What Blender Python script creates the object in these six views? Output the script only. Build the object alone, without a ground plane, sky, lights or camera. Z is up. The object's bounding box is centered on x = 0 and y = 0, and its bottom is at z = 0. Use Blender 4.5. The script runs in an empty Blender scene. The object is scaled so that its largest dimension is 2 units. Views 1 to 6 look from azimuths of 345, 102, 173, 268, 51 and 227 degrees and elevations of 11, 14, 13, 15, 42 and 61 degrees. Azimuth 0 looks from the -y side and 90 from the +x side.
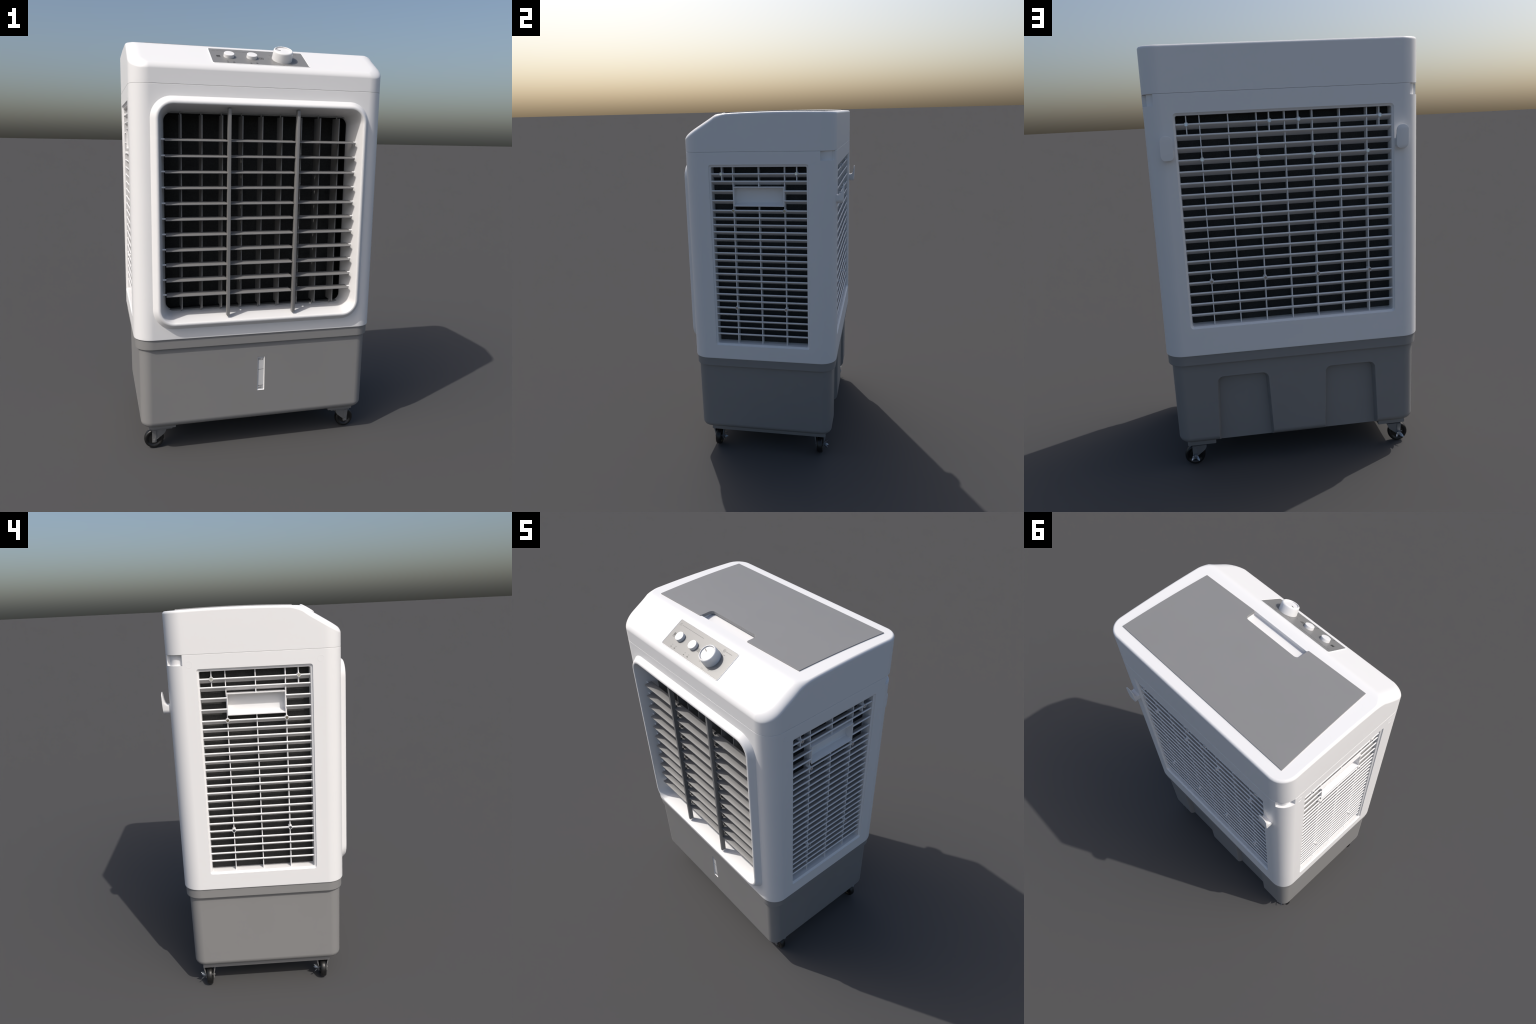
import bpy, bmesh, math
from mathutils import Vector, Matrix

# ------------------------------------------------------------------ materials
def mat(name, col, rough=0.45, metal=0.0, spec=0.5, grain=0.0, scale=60.0, bump=0.0, coat=0.0):
    m = bpy.data.materials.new(name); m.use_nodes = True
    nt = m.node_tree; b = nt.nodes["Principled BSDF"]
    b.inputs["Base Color"].default_value = (*col, 1)
    b.inputs["Roughness"].default_value = rough
    b.inputs["Metallic"].default_value = metal
    b.inputs["Specular IOR Level"].default_value = spec
    b.inputs["Coat Weight"].default_value = coat
    if grain or bump:
        tc = nt.nodes.new("ShaderNodeTexCoord")
        nz = nt.nodes.new("ShaderNodeTexNoise")
        nz.inputs["Scale"].default_value = scale
        nz.inputs["Detail"].default_value = 4
        nt.links.new(tc.outputs["Object"], nz.inputs["Vector"])
        if grain:
            cr = nt.nodes.new("ShaderNodeValToRGB")
            cr.color_ramp.elements[0].position = 0.3
            cr.color_ramp.elements[1].position = 0.7
            cr.color_ramp.elements[0].color = (*[c * (1 - grain) for c in col], 1)
            cr.color_ramp.elements[1].color = (*[min(1, c * (1 + grain)) for c in col], 1)
            nt.links.new(nz.outputs["Fac"], cr.inputs["Fac"])
            nt.links.new(cr.outputs["Color"], b.inputs["Base Color"])
        if bump:
            bp = nt.nodes.new("ShaderNodeBump")
            bp.inputs["Strength"].default_value = bump
            bp.inputs["Distance"].default_value = 0.0005
            nz2 = nt.nodes.new("ShaderNodeTexNoise")
            nz2.inputs["Scale"].default_value = scale * 12
            nt.links.new(tc.outputs["Object"], nz2.inputs["Vector"])
            nt.links.new(nz2.outputs["Fac"], bp.inputs["Height"])
            nt.links.new(bp.outputs["Normal"], b.inputs["Normal"])
    return m

WHITE = mat("white_plastic", (0.838, 0.833, 0.832), 0.42, grain=0.006, scale=3)
GREY = mat("grey_plastic", (0.257, 0.254, 0.251), 0.45, grain=0.015, scale=4)
PANELGREY = mat("lid_panel_grey", (0.25, 0.25, 0.252), 0.5, grain=0.015, scale=4)
LOUVERGREY = mat("louver_grey", (0.212, 0.211, 0.210), 0.45, grain=0.015, scale=6)
PLATE = mat("control_plate_grey", (0.225, 0.225, 0.223), 0.36, grain=0.01, scale=5)
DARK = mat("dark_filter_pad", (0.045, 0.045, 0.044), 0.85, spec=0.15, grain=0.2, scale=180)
RUBBER = mat("black_rubber", (0.010, 0.010, 0.010), 0.38, grain=0.1, scale=90)
HUB = mat("black_hub", (0.012, 0.012, 0.012), 0.3)
STEEL = mat("fork_steel_paint", (0.19, 0.19, 0.19), 0.5, grain=0.05, scale=80)
CHROME = mat("polished_steel", (0.62, 0.64, 0.66), 0.09, metal=1.0)
INK = mat("dark_print", (0.05, 0.05, 0.05), 0.5)
POINTER = mat("dial_pointer_grey", (0.07, 0.07, 0.07), 0.4)
FAINT = mat("faint_print", (0.165, 0.165, 0.165), 0.5)
GAUGE = mat("gauge_window", (0.62, 0.62, 0.62), 0.35)
LEVER = mat("sky_tinted_metal", (0.55, 0.59, 0.64), 0.42, metal=1.0)  # bluish base colour: blurred sky reflection tinted into the metal

# ------------------------------------------------------------------ helpers
def new_obj(name, me, parent=None, material=None):
    o = bpy.data.objects.new(name, me)
    bpy.context.scene.collection.objects.link(o)
    if material is not None:
        me.materials.clear(); me.materials.append(material)
    if parent is not None:
        o.parent = parent
    return o

def mesh_from_bm(name, bm, angle=32.0):
    bmesh.ops.recalc_face_normals(bm, faces=bm.faces[:])
    lim = math.radians(angle)
    for f in bm.faces: f.smooth = True
    for e in bm.edges:
        e.smooth = len(e.link_faces) == 2 and e.calc_face_angle(0) < lim
    me = bpy.data.meshes.new(name); bm.to_mesh(me); bm.free()
    return me

def resmooth(me, angle=32.0):
    bm = bmesh.new(); bm.from_mesh(me)
    lim = math.radians(angle)
    for f in bm.faces: f.smooth = True
    for e in bm.edges:
        e.smooth = len(e.link_faces) == 2 and e.calc_face_angle(0) < lim
    bm.to_mesh(me); bm.free()

def weighted(o):
    w = o.modifiers.new("weighted", 'WEIGHTED_NORMAL'); w.keep_sharp = True; w.weight = 80
    return o

def bake(o):
    dg = bpy.context.evaluated_depsgraph_get(); dg.update()
    me = bpy.data.meshes.new_from_object(o.evaluated_get(dg))
    old = o.data; o.modifiers.clear(); o.data = me
    if old.users == 0: bpy.data.meshes.remove(old)
    return o

def subtract(o, cutters, angle=32.0, op='DIFFERENCE'):
    for c in cutters:
        m = o.modifiers.new("cut", 'BOOLEAN'); m.operation = op; m.solver = 'EXACT'; m.object = c
    bake(o)
    mats = [m for m in o.data.materials if m]
    if mats:
        m0 = mats[0]; o.data.materials.clear(); o.data.materials.append(m0)
        for p in o.data.polygons: p.material_index = 0
    for c in cutters:
        me = c.data; bpy.data.objects.remove(c); bpy.data.meshes.remove(me)
    resmooth(o.data, angle)
    return o

def bevel(o, w, seg=2, angle=30):
    b = o.modifiers.new("bevel", 'BEVEL'); b.width = w; b.segments = seg
    b.limit_method = 'ANGLE'; b.angle_limit = math.radians(angle); b.harden_normals = False
    bake(o); resmooth(o.data, 40)
    return o

def rrect(x0, x1, y0, y1, r, n=10):
    """rounded rectangle outline, counter-clockwise"""
    r = max(r, 1e-4); pts = []
    for cx, cy, a0 in ((x1 - r, y1 - r, 0), (x0 + r, y1 - r, 90), (x0 + r, y0 + r, 180), (x1 - r, y0 + r, 270)):
        for i in range(n + 1):
            a = math.radians(a0 + 90 * i / n)
            pts.append((cx + r * math.cos(a), cy + r * math.sin(a)))
    return pts

def loft(loops, caps=(True, True), close=False):
    bm = bmesh.new()
    rows = [[bm.verts.new(p) for p in lp] for lp in loops]
    n = len(rows[0]); m = len(rows)
    for j in range(m if close else m - 1):
        a, b = rows[j], rows[(j + 1) % m]
        for i in range(n):
            k = (i + 1) % n
            bm.faces.new((a[i], a[k], b[k], b[i]))
    if not close:
        if caps[0]: bm.faces.new(rows[0][::-1])
        if caps[1]: bm.faces.new(rows[-1])
    return bm

def prism(outline, axis, a, b):
    """extrude a 2D outline along axis 'x','y' or 'z' from a to b"""
    def put(p, t):
        if axis == 'z': return (p[0], p[1], t)
        if axis == 'y': return (p[0], t, p[1])
        return (t, p[0], p[1])
    return loft([[put(p, a) for p in outline], [put(p, b) for p in outline]])

def box_bm(x0, x1, y0, y1, z0, z1):
    return prism([(x0, y0), (x1, y0), (x1, y1), (x0, y1)], 'z', z0, z1)

def add_box(bm, x0, x1, y0, y1, z0, z1):
    t = box_bm(x0, x1, y0, y1, z0, z1)
    me = bpy.data.meshes.new("tmp"); t.to_mesh(me); t.free(); bm.from_mesh(me); bpy.data.meshes.remove(me)

def add_bm(bm, t, mtx=None):
    if mtx is not None: bmesh.ops.transform(t, matrix=mtx, verts=t.verts[:])
    me = bpy.data.meshes.new("tmp"); t.to_mesh(me); t.free(); bm.from_mesh(me); bpy.data.meshes.remove(me)

def lathe(profile, n=48):
    """profile (r, h) revolved about z; ends on the axis are closed by caps"""
    return loft([[(r * math.cos(2 * math.pi * i / n), r * math.sin(2 * math.pi * i / n), h) for i in range(n)] for r, h in profile])

def cutter(bm):
    return new_obj("cutter", mesh_from_bm("cutter", bm))

# ------------------------------------------------------------------ root
root = bpy.data.objects.new("evaporative_air_cooler", None)
bpy.context.scene.collection.objects.link(root)
root["label"] = "white and grey portable evaporative air cooler on four casters"
root["category"] = "air cooler"

# main sizes
XW, YF, YB = 0.615, -0.418, 0.412          # cabinet half width, front, back
Z_SEAM, Z_SKIRT = 1.792, 0.607
RC = 0.088
WIN = dict(y0=-0.2725, y1=0.2695, z0=0.690, z1=1.7245)       # side windows
BWIN = dict(x0=-0.4865, x1=0.4875, z0=0.738, z1=1.709)       # back window
BZ = dict(x0=-0.527, x1=0.529, z0=0.659, z1=1.741)           # front bezel outline

# ------------------------------------------------------------------ cabinet
ol = rrect(-XW, XW, YF, YB, RC, 14)
def inset_ol(d): return rrect(-XW + d, XW - d, YF + d, YB - d, RC - d, 14)
loops = []
for d, z in ((0.004, Z_SKIRT - 0.001), (0.001, Z_SKIRT), (0, Z_SKIRT + 0.003), (0, Z_SEAM - 0.0016), (0.0008, Z_SEAM - 0.0006)):
    loops.append([(x, y, z) for x, y in inset_ol(d)])
cabinet = new_obj("cabinet", mesh_from_bm("cabinet", loft(loops)), root, WHITE)

def window_cutter(axis, sgn, face, a0, a1, z0, z1, depth, step=0.0105, r=0.012):
    """pocket with a sloped step: outline at the wall, smaller outline inside, then straight in"""
    rings = []
    for ins, dd, rr in ((-0.0, -0.03, r), (0.0, 0.0, r), (0.0025, 0.005, r), (step, 0.009, r * 0.6), (step, depth, r * 0.6)):
        o = rrect(a0 + ins, a1 - ins, z0 + ins * (2.2 if ins > .003 and False else 1), z1 - ins * 1.25, rr, 5)
        t = face - sgn * dd
        rings.append([(t, p[0], p[1]) if axis == 'x' else (p[0], t, p[1]) for p in o])
    return cutter(loft(rings))

SD = 0.066
cuts = [window_cutter('x', 1, XW, WIN['y0'], WIN['y1'], WIN['z0'], WIN['z1'], SD),
        window_cutter('x', -1, -XW, WIN['y0'], WIN['y1'], WIN['z0'], WIN['z1'], SD),
        window_cutter('y', 1, YB, BWIN['x0'], BWIN['x1'], BWIN['z0'], BWIN['z1'], SD, step=0.009, r=0.016),
        cutter(prism(rrect(-0.492, 0.494, 0.694, 1.706, 0.05, 8), 'y', YF - 0.05, -0.16))]
for s in (-1, 1):
    xs = sorted((s * 0.563, s * 0.72))
    cuts.append(cutter(box_bm(xs[0], xs[1], 0.331, 0.52, 1.7425, 1.85)))
subtract(cabinet, cuts)
weighted(cabinet)

neck = new_obj("cabinet_neck", mesh_from_bm("cabinet_neck",
    prism(rrect(-XW + 0.021, XW - 0.021, YF + 0.012, YB - 0.021, 0.04, 8), 'z', 1.735, 1.80)), cabinet, WHITE)

# ------------------------------------------------------------------ lid
def softmin(a, b, k):
    h = max(k - abs(a - b), 0) / k
    return min(a, b) - h * h * k * 0.25
def lid_top(y):
    top = 1.9957 - 0.075 * (y - 0.09) ** 2
    return softmin(top, 1.9745 + 0.603 * (y + 0.253), 0.006)

def lid_outline():
    pts = []
    R = 0.088
    ys = [YB - R - (YB - R - (YF + R)) * i / 40 for i in range(41)]
    def arc(cx, cy, a0, n=14): return [(cx + R * math.cos(math.radians(a0 + 90 * i / n)), cy + R * math.sin(math.radians(a0 + 90 * i / n)),
                                        math.cos(math.radians(a0 + 90 * i / n)), math.sin(math.radians(a0 + 90 * i / n))) for i in range(n + 1)]
    right_up = [(XW, y, 1, 0) for y in reversed(ys)]       # front -> back on +x side
    half = arc(XW - R, YF + R, 270)[:-1] + right_up + arc(XW - R, YB - R, 0)[1:]
    left = [(-x, y, -nx, ny) for x, y, nx, ny in reversed(half)]
    return half + left
def sstep(a, b, x):
    t = min(1, max(0, (x - a) / (b - a))); return t * t * (3 - 2 * t)
def rim(x, y, nx):
    """inset and drop of the rounded rim: tight at the back, widening into the sloped front corners"""
    k = sstep(-0.165, -0.262, y); c = abs(nx)
    front = 0.019 if y < 0 else 0.012
    return (0.013 + 0.050 * k) * c + front * (1 - c), (0.013 + 0.020 * k) * c + front * (1 - c)
OL = lid_outline()
def lid_ring(fr_h, fr_d):
    """fr_d = inset fraction, fr_h = drop fraction of the rim"""
    out = []
    for x, y, nx, ny in OL:
        ri, rd = rim(x, y, nx)
        px, py = x - nx * ri * fr_d, y - ny * ri * fr_d
        out.append((px, py, lid_top(py) - rd * fr_h))
    return out
rings = [[(x - nx * 0.0008, y - ny * 0.0008, Z_SEAM + 0.0004) for x, y, nx, ny in OL],
         [(x, y, Z_SEAM + 0.0014) for x, y, nx, ny in OL]]
NF = 14
for i in range(NF + 1):
    a = math.radians(90 * i / NF)
    rings.append(lid_ring(1 - math.sin(a), 1 - math.cos(a)))
bm = loft(rings, caps=(True, False))
bm.verts.ensure_lookup_table()
n = len(OL); base = (len(rings) - 1) * n; h = n // 2
for i in range(h - 1):
    a, b = bm.verts[base + i], bm.verts[base + i + 1]
    c, d = bm.verts[base + n - 2 - i], bm.verts[base + n - 1 - i]
    bm.faces.new((a, b, c, d))
lid = new_obj("lid", mesh_from_bm("lid", bm, 40), root, WHITE)
# finger recess under the front edge of the grey panel
rec = [(-0.1745, 2.05), (-0.1745, 1.9725), (-0.1725, 1.9685), (-0.1675, 1.9665), (-0.155, 1.9670), (-0.13, 1.9710), (-0.105, 1.9750), (-0.07, 1.9790), (-0.07, 2.05)]
subtract(lid, [cutter(prism(rec, 'x', -0.180, 0.186))], 40)
weighted(lid)

# grey panel laid over the lid, with a notch over the recess
PNX, NB, RN = 0.1785, -0.108, 0.022
PC = 0.0035                                        # notch centre
def panel_front(x): return -0.1772 + 0.0265 * x    # the front edge runs slightly askew
def panel_side(sgn, y):
    return sgn * ((0.5275 if sgn < 0 else 0.5315) + (0.5515 - 0.5295) * (y + 0.18) / 0.532)
# rows run back to front; each row is (t in 0..1 between notch line and front edge) or an absolute y
rows = []
bm = bmesh.new()
def put(x, y): return bm.verts.new((x, y, lid_top(y) + 0.0045))
back = [0.3515 - (0.3515 - NB) * i / 24 for i in range(25)]
xi0 = PNX - RN
for y in back:
    rows.append([put(panel_side(-1, y), y), put(PC - xi0, y), put(PC + xi0, y), put(panel_side(1, y), y)])
k = len(rows) - 1
for i in range(1, 9):
    a = math.radians(90 * i / 8)
    y = NB - RN + RN * math.cos(a); xi = xi0 + RN * math.sin(a)
    rows.append([put(panel_side(-1, y), y), put(PC - xi, y), put(PC + xi, y), put(panel_side(1, y), y)])
for t in (0.35, 0.7, 0.9, 1.0):
    xi = PNX + (0.004 * (t - 0.9) / 0.1 if t > 0.9 else 0)
    r = []
    for sg, x in ((-1, None), (-1, PC - xi), (1, PC + xi), (1, None)):
        yf = panel_front(x if x is not None else sg * 0.53) + (0.0 if x is None or t < 1 else 0.0)
        y = (NB - RN) + (yf - (NB - RN)) * t
        r.append(put(panel_side(sg, y) if x is None else x, y))
    rows.append(r)
for j in range(len(rows) - 1):
    for c in range(3):
        if c == 1 and j >= k: continue
        bm.faces.new((rows[j][c], rows[j][c + 1], rows[j + 1][c + 1], rows[j + 1][c]))
panel = new_obj("lid_panel", mesh_from_bm("lid_panel", bm), lid, PANELGREY)
so = panel.modifiers.new("solid", 'SOLIDIFY'); so.thickness = 0.0155; so.offset = -1
bake(panel); bevel(panel, 0.0012, 2, 40); weighted(panel)

# ------------------------------------------------------------------ front bezel
bz_prof = [(-0.001, -0.414), (0.0, -0.4185), (0.0005, -0.4192), (0.0175, -0.4415), (0.0205, -0.4448), (0.0235, -0.4467), (0.0268, -0.4477),
           (0.0305, -0.4478), (0.0335, -0.4466), (0.0355, -0.4440), (0.0372, -0.4395), (0.0400, -0.4300), (0.0480, -0.3980), (0.057, -0.358), (0.0650, -0.3215), (0.0665, -0.3135), (0.0672, -0.3080), (0.0672, -0.3040)]
loops = []
for d, y in bz_prof:
    loops.append([(p[0], y, p[1]) for p in rrect(BZ['x0'] + d + 0.004 * max(0, (d - 0.04) / 0.027), BZ['x1'] - d, BZ['z0'] + d, BZ['z1'] - d, 0.1 - 0.90 * d, 14)])
bezel = new_obj("front_bezel", mesh_from_bm("front_bezel", loft(loops, caps=(False, False)), 25), cabinet, WHITE); weighted(bezel)

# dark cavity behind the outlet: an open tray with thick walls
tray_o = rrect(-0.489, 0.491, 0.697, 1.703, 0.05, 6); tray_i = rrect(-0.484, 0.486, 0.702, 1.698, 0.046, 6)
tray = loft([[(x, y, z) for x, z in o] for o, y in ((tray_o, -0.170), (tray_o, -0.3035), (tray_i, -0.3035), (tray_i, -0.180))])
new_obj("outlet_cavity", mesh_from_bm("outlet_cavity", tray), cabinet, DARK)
for z0, z1 in ((0.7080, 0.7300), (1.6700, 1.6900)):  # grey bars along the bottom and top edges of the outlet, at the vane ends
    grey_bar = new_obj("outlet_edge_bar", mesh_from_bm("outlet_edge_bar", box_bm(-0.455, 0.457, -0.326, -0.296, z0, z1)), bezel, LOUVERGREY)
    bevel(grey_bar, 0.002, 2); weighted(grey_bar)
for s in (-1, 1):
    xs = sorted((s * (XW - SD + 0.003), s * (XW - SD - 0.01)))
    new_obj("filter_pad", mesh_from_bm("filter_pad", box_bm(xs[0], xs[1], WIN['y0'] + .012, WIN['y1'] - .012, WIN['z0'] + .012, WIN['z1'] - .014)), cabinet, DARK)
new_obj("filter_pad", mesh_from_bm("filter_pad", box_bm(BWIN['x0'] + .0105, BWIN['x1'] - .0105, YB - SD - .01, YB - SD + .003, BWIN['z0'] + .0105, BWIN['z1'] - .0125)), cabinet, DARK)

# vertical deflector vanes behind the louvers
def vane_mesh():
    bm = box_bm(-0.0022, 0.0022, -0.372, -0.29, 0.742, 1.664)
    add_bm(bm, prism(rrect(-0.003, 0.003, -0.34, -0.334, 0.003, 4), 'z', 0.724, 0.743))
    add_bm(bm, prism(rrect(-0.003, 0.003, -0.34, -0.334, 0.003, 4), 'z', 1.663, 1.678))
    return mesh_from_bm("vane", bm)
vm = vane_mesh()
for k in range(-4, 5):
    v = new_obj("vane", vm, bezel, LOUVERGREY if k == -4 else None)
    v.location = (0.007 + 0.0973 * k, 0, 0)

# divider posts
dm = None
for x in (-0.1655, 0.1675):
    if dm is None:
        o = new_obj("divider_post", mesh_from_bm("divider_post", box_bm(-0.0072, 0.0072, -0.430, -0.404, 0.712, 1.694)), bezel, LOUVERGREY)
        bevel(o, 0.0015, 2); dm = o.data; weighted(o)
    else:
        o = new_obj("divider_post", dm, bezel)
    o.location = (x, 0, 0)

# louvers: 3 columns x 11 rows, front edge low
def louver_mesh(L):
    """blade with a rounded section; chord tilts down towards the front"""
    c, t, tilt = 0.045, 0.0058, math.radians(11)
    sec = []
    for p in rrect(0, c, -t / 2, t / 2, t * 0.48, 3):
        yy, zz = p
        sec.append((yy * math.cos(tilt) - zz * math.sin(tilt), yy * math.sin(tilt) + zz * math.cos(tilt)))
    tap = 0.006
    loops = []
    for x, k in ((-L / 2, 1), (-L / 2 + 0.0, 1), (L / 2, 1)):
        loops.append([(x + (tap * (1 - 2 * (x > 0)) * (p[0] / c)), p[0], p[1]) for p in sec])
    bm = loft([loops[0], loops[2]])
    for s in (-1, 1):
        cyl = lathe([(0.0032, 0), (0.0032, 0.021)], 12)
        add_bm(bm, cyl, Matrix.Translation((s * (L / 2 - 0.006), 0.0255, 0.0053)) @ Matrix.Rotation(s * math.pi / 2, 4, 'Y'))
    return mesh_from_bm("louver", bm)
first = {}
for x0, x1 in ((-0.4625, -0.1705), (-0.1625, 0.1590), (0.1690, 0.4680)):
    lm = louver_mesh(x1 - x0)
    for r in range(11):
        o = new_obj("louver", lm, bezel, LOUVERGREY if r == 0 else None)
        o.location = ((x0 + x1) / 2, -0.4155, 1.5455 - 0.0728 * r)

pin = mesh_from_bm("louver_pin", lathe([(0.0001, 0.0), (0.0036, 0.0), (0.0042, 0.0006), (0.0042, 0.022), (0.0001, 0.022)], 14)); pin.materials.append(WHITE)
for r in range(11):
    for sx, x in ((-1, -0.4600), (1, 0.4665)):
        p = new_obj("louver_pin", pin, bezel)
        p.matrix_local = Matrix.Translation((x, -0.3900, 1.5508 - 0.0728 * r)) @ Matrix.Rotation(sx * math.pi / 2, 4, 'Y')

# ------------------------------------------------------------------ grilles
def slat_mesh(L, depth=0.048, r=0.0042, tilt=27):
    """u along the wall, outward = +v; a round nose carries a thinner blade that drops towards the inside"""
    a = math.radians(tilt); w = Vector((-math.cos(a), -math.sin(a))); nv = Vector((-math.sin(a), math.cos(a)))
    C = Vector((-r, 0.0))
    on = lambda off: C + nv * off + w * math.sqrt(max(0, r * r - off * off))
    p0, p1 = on(0.0004), on(-0.0038)
    ang = lambda p: math.atan2(p.y, p.x + r)
    a0, a1 = ang(p0), ang(p1)
    if a1 > a0: a1 -= 2 * math.pi
    sec = [(C.x + r * math.cos(a0 + (a1 - a0) * i / 12), C.y + r * math.sin(a0 + (a1 - a0) * i / 12)) for i in range(13)]
    e1 = C + w * (depth - r) - nv * 0.0028; e0 = C + w * (depth - r) - nv * 0.0006
    sec += [tuple(e1), tuple(e0)]
    return mesh_from_bm("grille_slat", loft([[(-L / 2, v, z) for v, z in sec], [(L / 2, v, z) for v, z in sec]]))

def boss_mesh():
    ring = lathe([(0.0001, 0.003), (0.0072, 0.0030), (0.0074, 0.0044), (0.0080, 0.0050), (0.0088, 0.0050), (0.0094, 0.0042), (0.0094, -0.03), (0.0001, -0.03)], 24)
    return mesh_from_bm("screw_boss", ring)
def screw_mesh(r):
    return mesh_from_bm("screw", lathe([(0.0001, -0.004), (r, -0.004), (r, 0.0014), (r - 0.0003, 0.0017), (0.0001, 0.0017)], 24))
BOSS = boss_mesh(); BOSS.materials.append(WHITE)
SCREW = screw_mesh(0.0070); SCREW.materials.append(CHROME)

def build_grille(name, mtx, width, centre, zs, bars, short_bars, z_lo, z_hi, z_short, screws, gap=None):
    """local frame: u along the wall, v outward, z up; v=0 is the plane of the slat fronts"""
    bm = bmesh.new()
    for u in bars:
        segs = [(z_lo - 0.004, z_hi + 0.004)]
        if gap and gap[0] < u < gap[1]:
            segs = [(z_lo - 0.004, gap[2]), (gap[3], z_hi + 0.004)]
        for a, b in segs: add_box(bm, u - 0.0022, u + 0.0022, -0.050, -0.0095, a, b)
    for u in short_bars: add_box(bm, u - 0.0022, u + 0.0022, -0.047, -0.0095, z_short, z_hi + 0.004)
    g = new_obj(name, mesh_from_bm(name, bm), cabinet, WHITE)
    g.matrix_world = mtx
    cache = {}
    for z in zs:
        spans = [(centre - width / 2 - 0.003, centre + width / 2 + 0.003)]
        if gap and gap[2] < z < gap[3]:
            spans = [(spans[0][0], gap[0]), (gap[1], spans[0][1])]
        for a, b in spans:
            key = round(b - a, 4)
            if key not in cache:
                cache[key] = slat_mesh(b - a); cache[key].materials.append(WHITE)
            s = new_obj("grille_slat", cache[key], g); s.location = ((a + b) / 2, 0, z)
    R = Matrix.Rotation(-math.pi / 2, 4, 'X')
    for u, z, kind in screws:
        b = new_obj("screw_boss", BOSS, g); b.matrix_local = Matrix.Translation((u, 0, z)) @ R
        b.scale = (1, 1, 1)
        s = new_obj("screw", SCREW, g)
        s.matrix_local = Matrix.Translation((u, 0.0030, z)) @ Matrix.Rotation(math.radians(5.4), 4, 'X') @ R
    return g

def frame(ux, vx, org):
    m = Matrix.Identity(4)
    u, v, w = Vector(ux), Vector(vx), Vector((0, 0, 1))
    for i in range(3):
        m[i][0], m[i][1], m[i][2], m[i][3] = u[i], v[i], w[i], org[i]
    return m

side_z = [1.674, 1.634, 1.582, 1.529] + [1.475 - 0.03985 * i for i in range(19)]
CY = -0.002
# +x wall: outward +x, u = +y mirrored so the frame stays right handed (u = -y)
for s in (1, -1):
    mtx = frame((0, -s, 0), (s, 0, 0), (s * 0.6035, 0, 0))
    f = lambda y: -s * y
    bars = [f(y) for y in (0.138, -0.003, -0.1445)]
    short = [f(y) for y in (0.2035, -0.2065)]
    gx = sorted((f(0.135), f(-0.142)))
    screws = [(f(0.2035), 1.674, 1), (f(-0.2065), 1.674, 1), (f(0.138), 1.475, 0), (f(-0.1445), 1.475, 0),
              (f(0.138), 1.475 - 14 * 0.03985, 0), (f(-0.1445), 1.475 - 14 * 0.03985, 0)]
    g = build_grille("side_grille", mtx, 0.521, f(CY + 0.0005), side_z, bars, short, 0.7005, 1.7115, 1.634, screws,
                     gap=(gx[0], gx[1], 1.4985, 1.6035))
    # carrying-handle scoop: open box with thick walls and a sloping floor
    a, b = gx[0] - 0.001, gx[1] + 0.001
    z0, z1, dp, t = 1.4985, 1.6035, 0.050, 0.004
    bmh = bmesh.new()
    add_box(bmh, a, b, -dp, -0.0005, z1 - t, z1)
    add_box(bmh, a, a + t, -dp, -0.0007, z0, z1 - t)
    add_box(bmh, b - t, b, -dp, -0.0007, z0, z1 - t)
    add_box(bmh, a + t, b - t, -dp, -dp + 0.006, z0 + t, z1 - t)
    add_bm(bmh, prism([(-dp, z0), (-0.0003, z0), (-0.0003, z0 + 0.004), (-dp + 0.012, z0 + 0.012), (-dp + 0.006, z0 + 0.018), (-dp, z0 + 0.018)], 'x', a, b))
    hd = new_obj("handle_scoop", mesh_from_bm("handle_scoop", bmh), g, WHITE)
    # round moulding marks near the upper corners of the wall
    for y in (0.301, -0.310):
        rg = lathe([(0.0068, 0.0), (0.0068, 0.0006), (0.0078, 0.0006), (0.0078, 0.0)], 24) if False else None
        ring = loft([[(rr * math.cos(2 * math.pi * i / 32), rr * math.sin(2 * math.pi * i / 32), hh) for i in range(32)]
                     for rr, hh in ((0.0142, -0.001), (0.0146, 0.0005), (0.0154, 0.0005), (0.0158, -0.001))], caps=(False, False), close=True)
        m = new_obj("moulding_mark", mesh_from_bm("moulding_mark", ring), cabinet, WHITE)
        m.matrix_world = Matrix.Translation((s * XW, y, 1.7465)) @ Matrix.Rotation(s * math.pi / 2, 4, 'Y')

# back wall: outward +y, u = -x
mtx = frame((-1, 0, 0), (0, 1, 0), (0, 0.4005, 0))
c0 = 0.0045
bz = [1.660, 1.6135, 1.560] + [1.507 - 0.0503 * i for i in range(15)]
bars = [-(c0 + 0.1237 * k) for k in range(-3, 4)]
short = [-(c0 + d) for d in (-0.428, -0.061, 0.0685, 0.428)]
screws = [(u, 1.660, 1) for u in short]
for k in (-3, -1, 1, 3):
    screws += [(-(c0 + 0.1237 * k), 1.507, 1), (-(c0 + 0.1237 * k), 1.507 - 11 * 0.0503, 0)]
build_grille("back_grille", mtx, 0.956, -0.0005, bz, bars, short, 0.747, 1.6975, 1.6135, screws)

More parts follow.
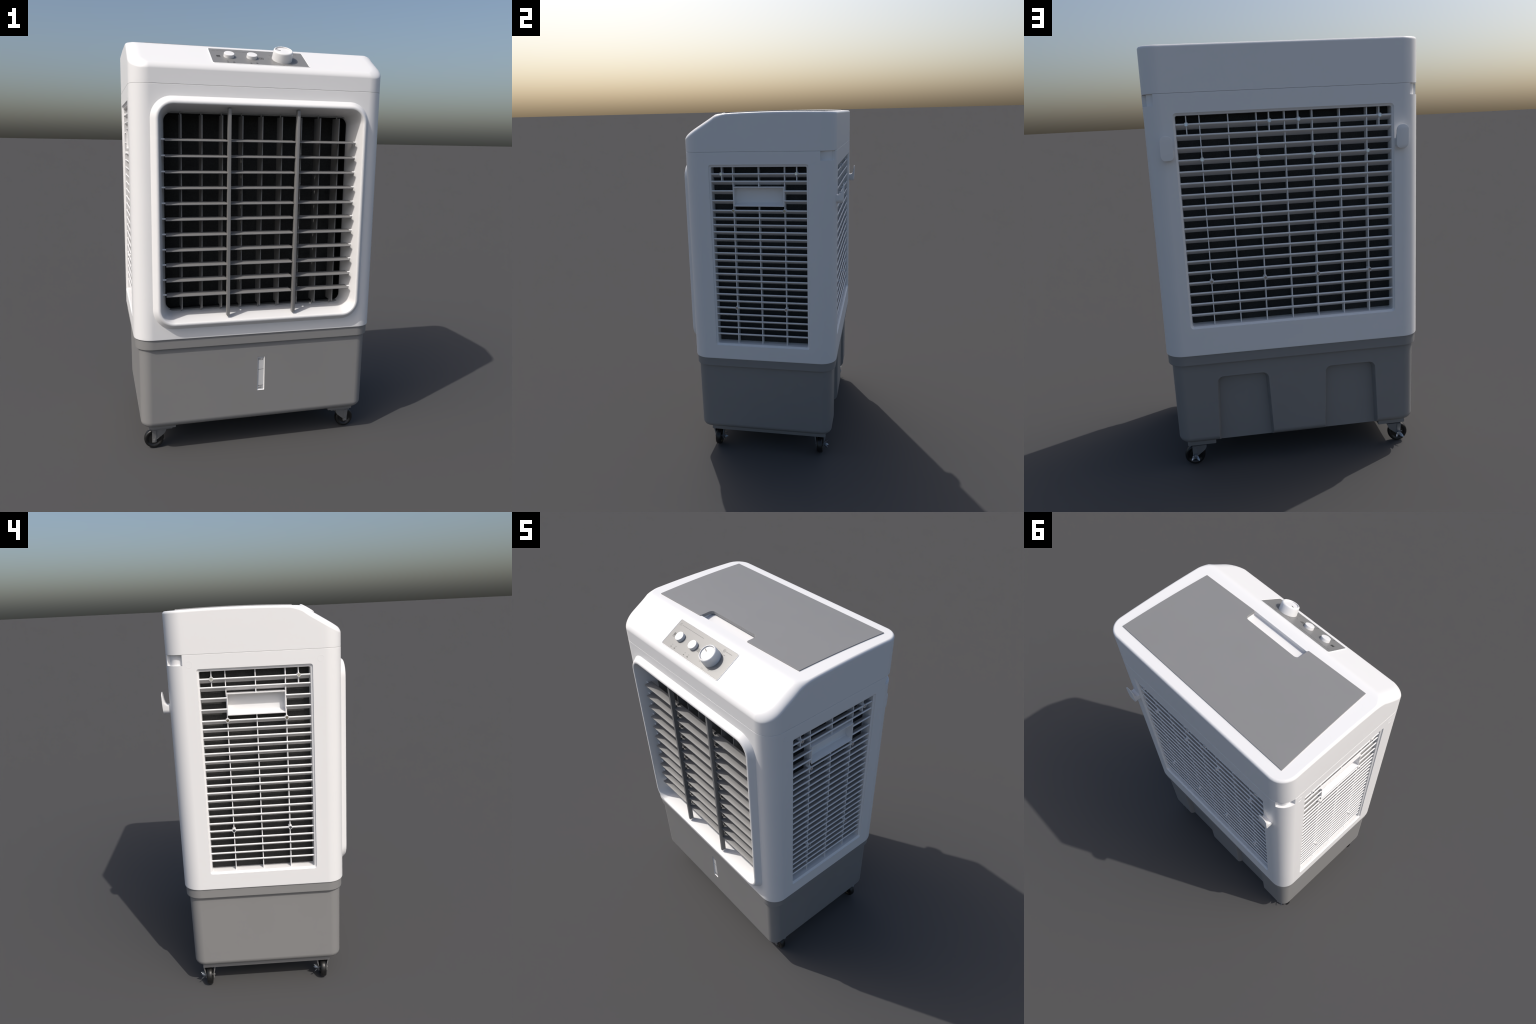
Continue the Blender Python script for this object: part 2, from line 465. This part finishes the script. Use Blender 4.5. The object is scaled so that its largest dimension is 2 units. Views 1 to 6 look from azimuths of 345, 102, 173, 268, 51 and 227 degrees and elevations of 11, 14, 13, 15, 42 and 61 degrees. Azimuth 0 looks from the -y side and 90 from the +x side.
# ------------------------------------------------------------------ hooks on the back
hp = [(0.400, 1.513), (0.442, 1.509), (0.4448, 1.513), (0.4475, 1.560), (0.4485, 1.600), (0.4478, 1.6165), (0.4462, 1.6165),
      (0.4435, 1.598), (0.4395, 1.577), (0.4340, 1.562), (0.4260, 1.5545), (0.417, 1.5535), (0.408, 1.5575), (0.400, 1.566)]
hm = None
for x in (0.522, -0.515):
    if hm is None:
        hook = new_obj("cable_hook", mesh_from_bm("cable_hook", prism(hp, 'x', -0.0285, 0.0285)), cabinet, WHITE)
        subtract(hook, [cutter(prism(rrect(-0.0275, 0.0275, 1.5095, 1.6155, 0.0235, 10), 'y', 0.38, 0.47))], 35, 'INTERSECT')
        bevel(hook, 0.0015, 2, 40); hm = hook.data; weighted(hook)
    else:
        hook = new_obj("cable_hook", hm, cabinet)
    hook.location = (x, 0, 0)

# ------------------------------------------------------------------ water tank
def tank_ol(d, r): return rrect(-0.592 + d, 0.592 - d, -0.400 + d, 0.389 - d, r, 12)
loops = []
RF = 0.036
for i in range(9):
    a = math.radians(90 * i / 8); d = RF * (1 - math.sin(a)); z = 0.1395 + RF * (1 - math.cos(a))
    loops.append([(x, y, z) for x, y in tank_ol(d + 0.002, 0.055 - d * 0.7)])
loops.append([(x, y, 0.60) for x, y in tank_ol(-0.001, 0.057)])
tank = new_obj("water_tank", mesh_from_bm("water_tank", loft(loops)), root, GREY)
cuts = []
for x0, x1 in ((0.140, 0.382), (-0.387, -0.144)):
    rings = []
    xl, xh = x0, x1
    for ins, y in ((-0.014, 0.45), (-0.006, 0.3925), (0.0, 0.385), (0.004, 0.372), (0.008, 0.357)):
        # trapezoid widening downwards, rounded upper corners
        top, bot, r = 0.478 - ins, 0.08, 0.030
        o = [(xl + ins - 0.016, bot), (xh - ins + 0.016, bot)]
        for i in range(9):
            a = math.radians(90 * i / 8); o.append((xh - ins - r + r * math.cos(a), top - r + r * math.sin(a)))
        for i in range(9):
            a = math.radians(90 + 90 * i / 8); o.append((xl + ins + r + r * math.cos(a), top - r + r * math.sin(a)))
        rings.append([(p[0], y, p[1]) for p in o])
    cuts.append(cutter(loft(rings)))
GX0, GX1, GZ0, GZ1 = -0.0055, 0.0325, 0.2965, 0.478
cuts.append(cutter(prism(rrect(GX0, GX1, GZ0, GZ1, 0.0015, 3), 'y', -0.45, -0.391)))
subtract(tank, cuts, 30); weighted(tank)

# collar under the cabinet
loops = []
for d, z, in ((0.026, 0.5555), (0.0066, 0.5562), (0.0046, 0.5575), (0.0038, 0.5605), (0.0038, 0.6055)):
    loops.append([(x, y, z) for x, y in inset_ol(d + 0.002)])
collar = new_obj("tank_collar", mesh_from_bm("tank_collar", loft(loops)), tank, GREY); weighted(collar)

# water level window
loops = []
for d, y in ((-0.0004, -0.3935), (-0.0002, -0.3982), (0.0004, -0.3988), (0.0032, -0.3952), (0.0036, -0.3940)):
    loops.append([(p[0], y, p[1]) for p in rrect(GX0 + d, GX1 - d, GZ0 + d, GZ1 - d, 0.0012, 3)])
fr = new_obj("gauge_frame", mesh_from_bm("gauge_frame", loft(loops, caps=(False, True))), tank, WHITE)
gauge = new_obj("water_gauge", mesh_from_bm("water_gauge", box_bm(GX0 + .003, GX1 - .003, -0.3950, -0.3925, GZ0 + .003, GZ1 - .003)), tank, GAUGE)
bm = bmesh.new()
for z, w in ((0.4085, 0.0014), (0.4675, 0.0012), (0.3215, 0.0012)):
    add_box(bm, GX0 + .0045, GX1 - .0045, -0.3953, -0.3946, z - w / 2, z + w / 2)
for i in range(5):
    add_box(bm, GX0 + .008 + i * .0046, GX0 + .010 + i * .0046, -0.3953, -0.3946, 0.3185, 0.3215)
new_obj("gauge_lines", mesh_from_bm("gauge_lines", bm), gauge, INK)

def text_mesh(s, size, depth=0.0004):
    c = bpy.data.curves.new("txt", 'FONT'); c.body = s; c.size = size; c.extrude = depth
    c.align_x = 'CENTER'; c.align_y = 'CENTER'
    o = bpy.data.objects.new("txt", c); bpy.context.scene.collection.objects.link(o)
    dg = bpy.context.evaluated_depsgraph_get(); dg.update()
    me = bpy.data.meshes.new_from_object(o.evaluated_get(dg))
    bpy.data.objects.remove(o); bpy.data.curves.remove(c)
    return me
FM = Matrix.Rotation(math.pi / 2, 4, 'X')
for s, z in (("MAX", 0.4605), ("MIN", 0.3095)):
    t = new_obj("gauge_lettering", text_mesh(s, 0.0122), gauge, INK)
    t.matrix_world = Matrix.Translation(((GX0 + GX1) / 2 - 0.001, -0.3951, z)) @ FM

# ------------------------------------------------------------------ control plate
s_up = Vector((0, 0.8563, 0.5164)); nrm = Vector((0, -0.5164, 0.8563))
yc = -0.3185; P0 = Vector((0, yc, 1.9745 + 0.603 * (yc + 0.253)))
PM = Matrix.Identity(4)
for i in range(3):
    PM[i][0] = (1, 0, 0)[i]; PM[i][1] = s_up[i]; PM[i][2] = nrm[i]; PM[i][3] = P0[i]
PX0, PX1, PV0, PV1 = -0.2345, 0.2265, -0.0765, 0.0755
plate = new_obj("control_plate", mesh_from_bm("control_plate", prism(rrect(PX0, PX1, PV0, PV1, 0.006, 5), 'z', -0.004, 0.0012)), lid, PLATE)
plate.matrix_world = PM
loops = []
for d, z in ((0.0058, -0.003), (0.0052, 0.0006), (0.0038, 0.0021), (0.0022, 0.0023), (0.0006, 0.0012), (0.0002, -0.003)):
    loops.append([(p[0], p[1], z) for p in rrect(PX0 - d, PX1 + d, PV0 - d, PV1 + d, 0.006 + d, 5)])
rim = new_obj("plate_rim", mesh_from_bm("plate_rim", loft(loops, caps=(False, False), close=True), 60), plate, WHITE)

small = lathe([(0.0250, 0.0), (0.0246, 0.0150), (0.0243, 0.0160), (0.0237, 0.0166), (0.0229, 0.0168), (0.0001, 0.0168)], 48)
sm = mesh_from_bm("small_knob", small, 50); sm.materials.append(WHITE)
for x in (-0.1505, -0.0405):
    o = weighted(new_obj("small_knob", sm, plate)); o.location = (x, -0.0045, 0.0005)
big = lathe([(0.0490, 0.0), (0.0472, 0.034), (0.0468, 0.0405), (0.0459, 0.0430), (0.0434, 0.0453), (0.0414, 0.0463), (0.0402, 0.0464),
             (0.0394, 0.0458), (0.0391, 0.0446), (0.0388, 0.0360), (0.0375, 0.0350), (0.0001, 0.0350)], 64)
dial = new_obj("dial_knob", mesh_from_bm("dial_knob", big, 50), plate, WHITE)
dial.location = (0.1085, -0.0055, 0.0005)
cap = new_obj("dial_cap", mesh_from_bm("dial_cap", lathe([(0.0368, 0.033), (0.0368, 0.0408), (0.0363, 0.0413), (0.0001, 0.0413)], 64), 50), dial, WHITE); weighted(cap)
pt = new_obj("dial_pointer", mesh_from_bm("dial_pointer", prism(rrect(-0.034, -0.013, -0.0026, 0.0026, 0.0012, 3), 'z', 0.0409, 0.0417)), dial, POINTER)
pt.rotation_euler = (0, 0, math.radians(-22))

TZ0, TZ1 = 0.0010, 0.0016
def mark(bm, x0, x1, v0, v1): add_box(bm, x0, x1, v0, v1, TZ0, TZ1)
ink = bmesh.new(); faint = bmesh.new()
# pump symbol: wavy pad with drip lines
mark(ink, -0.2095, -0.1915, -0.0125, 0.0035)
for i in range(4): mark(faint, -0.2085 + i * .0045, -0.2062 + i * .0045, -0.0205, -0.0145)
# swing symbol: square outline with an inner diamond
cx, cv, hh, t = 0.0065, -0.0085, 0.0100, 0.0019
mark(ink, cx - hh, cx + hh, cv - hh * .85, cv - hh * .85 + t); mark(ink, cx - hh, cx + hh, cv + hh * .85 - t, cv + hh * .85)
mark(ink, cx - hh, cx - hh + t, cv - hh * .85 + t, cv + hh * .85 - t); mark(ink, cx + hh - t, cx + hh, cv - hh * .85 + t, cv + hh * .85 - t)
add_bm(ink, loft([[(cx + r * math.cos(math.pi / 2 * i), cv + r * math.sin(math.pi / 2 * i), TZ0 + q) for i in range(4)]
                  for r, q in ((0.0058, 0), (0.0058, 0.0006), (0.0035, 0.0006), (0.0035, 0))], caps=(False, False), close=True))
# on / off arrows under each small knob
def tri(bm, x, v, w, hgt):
    add_bm(bm, prism([(x - w, v - hgt / 2), (x + w, v - hgt / 2), (x, v + hgt / 2)], 'z', TZ0, TZ1))
for x in (-0.1505, -0.0405):
    tri(ink, x - 0.0145, -0.0655, 0.0052, 0.0056)
    tri(ink, x + 0.0145, -0.0625, 0.0030, 0.0060); mark(ink, x + 0.0088, x + 0.0202, -0.0680, -0.0655)
    for d in (-0.0145, 0.0145): mark(faint, x + d - 0.0035, x + d + 0.0035, -0.0555, -0.0525)
# warning triangle outline and one line of tiny print as word-length strokes
def tri_line(bm, x, v, R, w):
    add_bm(bm, loft([[(x + r * math.sin(2 * math.pi * i / 3), v + r * math.cos(2 * math.pi * i / 3), TZ0 + q) for i in range(3)]
                     for r, q in ((R, 0), (R, .0005), (R - 2 * w, .0005), (R - 2 * w, 0))], caps=(False, False), close=True))
tri_line(faint, -0.2150, 0.0525, 0.0098, 0.0009)
x = -0.2020
for w in (0.014, 0.020, 0.011, 0.024, 0.008, 0.016, 0.013, 0.022, 0.010, 0.019):
    mark(faint, x, x + w, 0.0522, 0.0546); x += w + 0.0026
# fan symbol + caption
add_bm(faint, loft([[(0.1405 + r * math.cos(2 * math.pi * i / 28), 0.0565 + r * math.sin(2 * math.pi * i / 28), TZ0 + q) for i in range(28)]
                    for r, q in ((0.0082, 0), (0.0082, .0005), (0.0064, .0005), (0.0064, 0))], caps=(False, False), close=True))
mark(faint, 0.1365, 0.1445, 0.0557, 0.0573); mark(faint, 0.1397, 0.1413, 0.0525, 0.0605)
x = 0.1530
for w in (0.018, 0.023):
    mark(faint, x, x + w, 0.0552, 0.0578); x += w + 0.003
# dial scale: thin arc and short labels round it
N = 40; a0, a1 = math.radians(-50), math.radians(230)
arc = []
for i in range(N + 1):
    a = a0 + (a1 - a0) * i / N; ca, sa = math.cos(a), math.sin(a)
    arc.append([(0.1085 + r * ca, -0.0055 + r * sa, TZ0 + q) for r, q in ((0.0565, 0), (0.0565, .0004), (0.0573, .0004), (0.0573, 0))])
add_bm(faint, loft(arc))
for deg in (-60, -18, 42, 90, 140, 182, 222, 264):
    a = math.radians(deg); r = 0.0645
    x, v = 0.1085 + r * math.cos(a) * 1.03, -0.0055 + r * math.sin(a)
    if -0.073 < v < 0.05: mark(faint, x - 0.0048, x + 0.0048, v - 0.0014, v + 0.0014)
new_obj("panel_symbols", mesh_from_bm("panel_symbols", ink), plate, INK)
new_obj("panel_print", mesh_from_bm("panel_print", faint), plate, FAINT)

# ------------------------------------------------------------------ underside runners and casters
rm = None
for x in (-0.4835, 0.4845):
    if rm is None:
        o = new_obj("base_runner", mesh_from_bm("base_runner", box_bm(-0.0695, 0.0695, -0.342, 0.349, 0.1115, 0.160)), root, GREY)
        bevel(o, 0.004, 2); rm = o.data; weighted(o)
    else: o = new_obj("base_runner", rm, root)
    o.location = (x, 0, 0)

def tyre_bm():
    prof = [(0.0335, -0.0125), (0.0365, -0.0150), (0.0420, -0.0160), (0.0462, -0.0145), (0.0488, -0.0105), (0.0499, -0.005),
            (0.0500, 0.0), (0.0499, 0.005), (0.0488, 0.0105), (0.0462, 0.0145), (0.0420, 0.0160), (0.0365, 0.0150), (0.0335, 0.0125)]
    n = 48
    return loft([[(r * math.cos(2 * math.pi * i / n), r * math.sin(2 * math.pi * i / n), hh) for i in range(n)] for r, hh in prof], close=True)
TYRE = mesh_from_bm("tyre", tyre_bm(), 50); TYRE.materials.append(RUBBER)
WHEELHUB = mesh_from_bm("wheel_hub", lathe([(0.0001, -0.0135), (0.012, -0.0135), (0.0135, -0.010), (0.030, -0.009), (0.0345, -0.0125), (0.0345, 0.0125),
                                            (0.030, 0.009), (0.0135, 0.010), (0.012, 0.0135), (0.0001, 0.0135)], 40), 40)
WHEELHUB.materials.append(HUB)

def fork_bm(sx):
    """two cheeks beside the wheel, a bridge on top and a mounting plate; swivel axis sits towards the middle"""
    bm = bmesh.new()
    cheek = [(-0.011, 0.036), (0.011, 0.036), (0.0118, 0.0485), (0.030, 0.0625), (0.047, 0.0775), (0.0555, 0.0895), (0.0590, 0.1005), (0.0595, 0.1085), (-0.011, 0.1085)]
    strap = [(-0.0105, 0.0355), (0.0095, 0.0355), (0.0095, 0.106), (-0.0105, 0.106)]
    def flare(t):
        """the cheeks lean outwards towards the swivel head"""
        bmesh.ops.bisect_plane(t, geom=t.verts[:] + t.edges[:] + t.faces[:], plane_co=(0, 0, 0.062), plane_no=(0, 0, 1))
        for v in t.verts:
            v.co.y *= 1 + 0.42 * max(0, (v.co.z - 0.062) / 0.046)
        return t
    for s in (-1, 1):
        ya, yb = sorted((s * 0.0195, s * 0.0222))
        t = prism(cheek, 'y', ya, yb); add_bm(bm, flare(t))
        ya, yb = sorted((s * 0.0215, s * 0.0245))
        add_bm(bm, flare(prism(strap, 'y', ya, yb)))
    add_box(bm, -0.010, 0.058, -0.0285, 0.0285, 0.1030, 0.1070)
    add_box(bm, -0.0165, 0.090, -0.036, 0.020, 0.1085, 0.1130)
    if sx > 0:
        bmesh.ops.transform(bm, matrix=Matrix.Scale(-1, 4, (1, 0, 0)), verts=bm.verts[:])
    return bm
def lock_bm():
    """brake lever: hub with rounded prongs that flare outwards"""
    bm = lathe([(0.0001, 0.018), (0.0075, 0.018), (0.0085, 0.024), (0.006, 0.030), (0.0001, 0.031)], 20)
    for ang, ln, w in ((28, 0.011, 0.0085), (335, 0.013, 0.0085), (213, 0.017, 0.0085), (112, 0.020, 0.0085)):
        rings = []
        for k in range(8):
            t = k / 7; ww = w * (0.75 + 0.25 * math.sin(math.pi * t)) * math.sqrt(max(0.08, 1 - max(0, (t - 0.55) / 0.47) ** 2))
            rad = 0.004 + ln * t; hgt = 0.019 + 0.027 * t ** 1.1
            rings.append([(rad + 0.0034 * math.sin(2 * math.pi * i / 12), ww * math.cos(2 * math.pi * i / 12), hgt + 0.0026 * math.sin(2 * math.pi * i / 12)) for i in range(12)])
        add_bm(bm, loft(rings), Matrix.Rotation(math.radians(-ang), 4, 'Z'))
    bmesh.ops.transform(bm, matrix=Matrix.Rotation(-math.pi / 2, 4, 'X'), verts=bm.verts[:])
    return bm
LOCK = mesh_from_bm("brake_lever", lock_bm(), 50); LOCK.materials.append(LEVER)
FORK = {}
for sx in (-1, 1):
    FORK[sx] = mesh_from_bm("caster_fork", fork_bm(sx)); FORK[sx].materials.append(STEEL)
RX = Matrix.Rotation(math.pi / 2, 4, 'X')
for sx in (-1, 1):
    for y in (-0.306, 0.317):
        fk = new_obj("caster", FORK[sx], root); fk.location = (sx * 0.523, y, 0)
        t = new_obj("tyre", TYRE, fk); t.matrix_local = Matrix.Translation((0, 0, 0.05)) @ RX
        hb = new_obj("wheel_hub", WHEELHUB, fk); hb.matrix_local = Matrix.Translation((0, 0, 0.05)) @ RX
        ax = new_obj("axle_bolt", bpy.data.meshes.get("axle_bolt") or mesh_from_bm("axle_bolt", lathe([(0.0001, -0.028), (0.0055, -0.028), (0.0055, 0.028), (0.0001, 0.028)], 16)), fk)
        if not ax.data.materials: ax.data.materials.append(STEEL)
        ax.matrix_local = Matrix.Translation((0, 0, 0.05)) @ RX
        lk = new_obj("brake_lever", LOCK, fk); lk.location = (0, 0, 0.050)
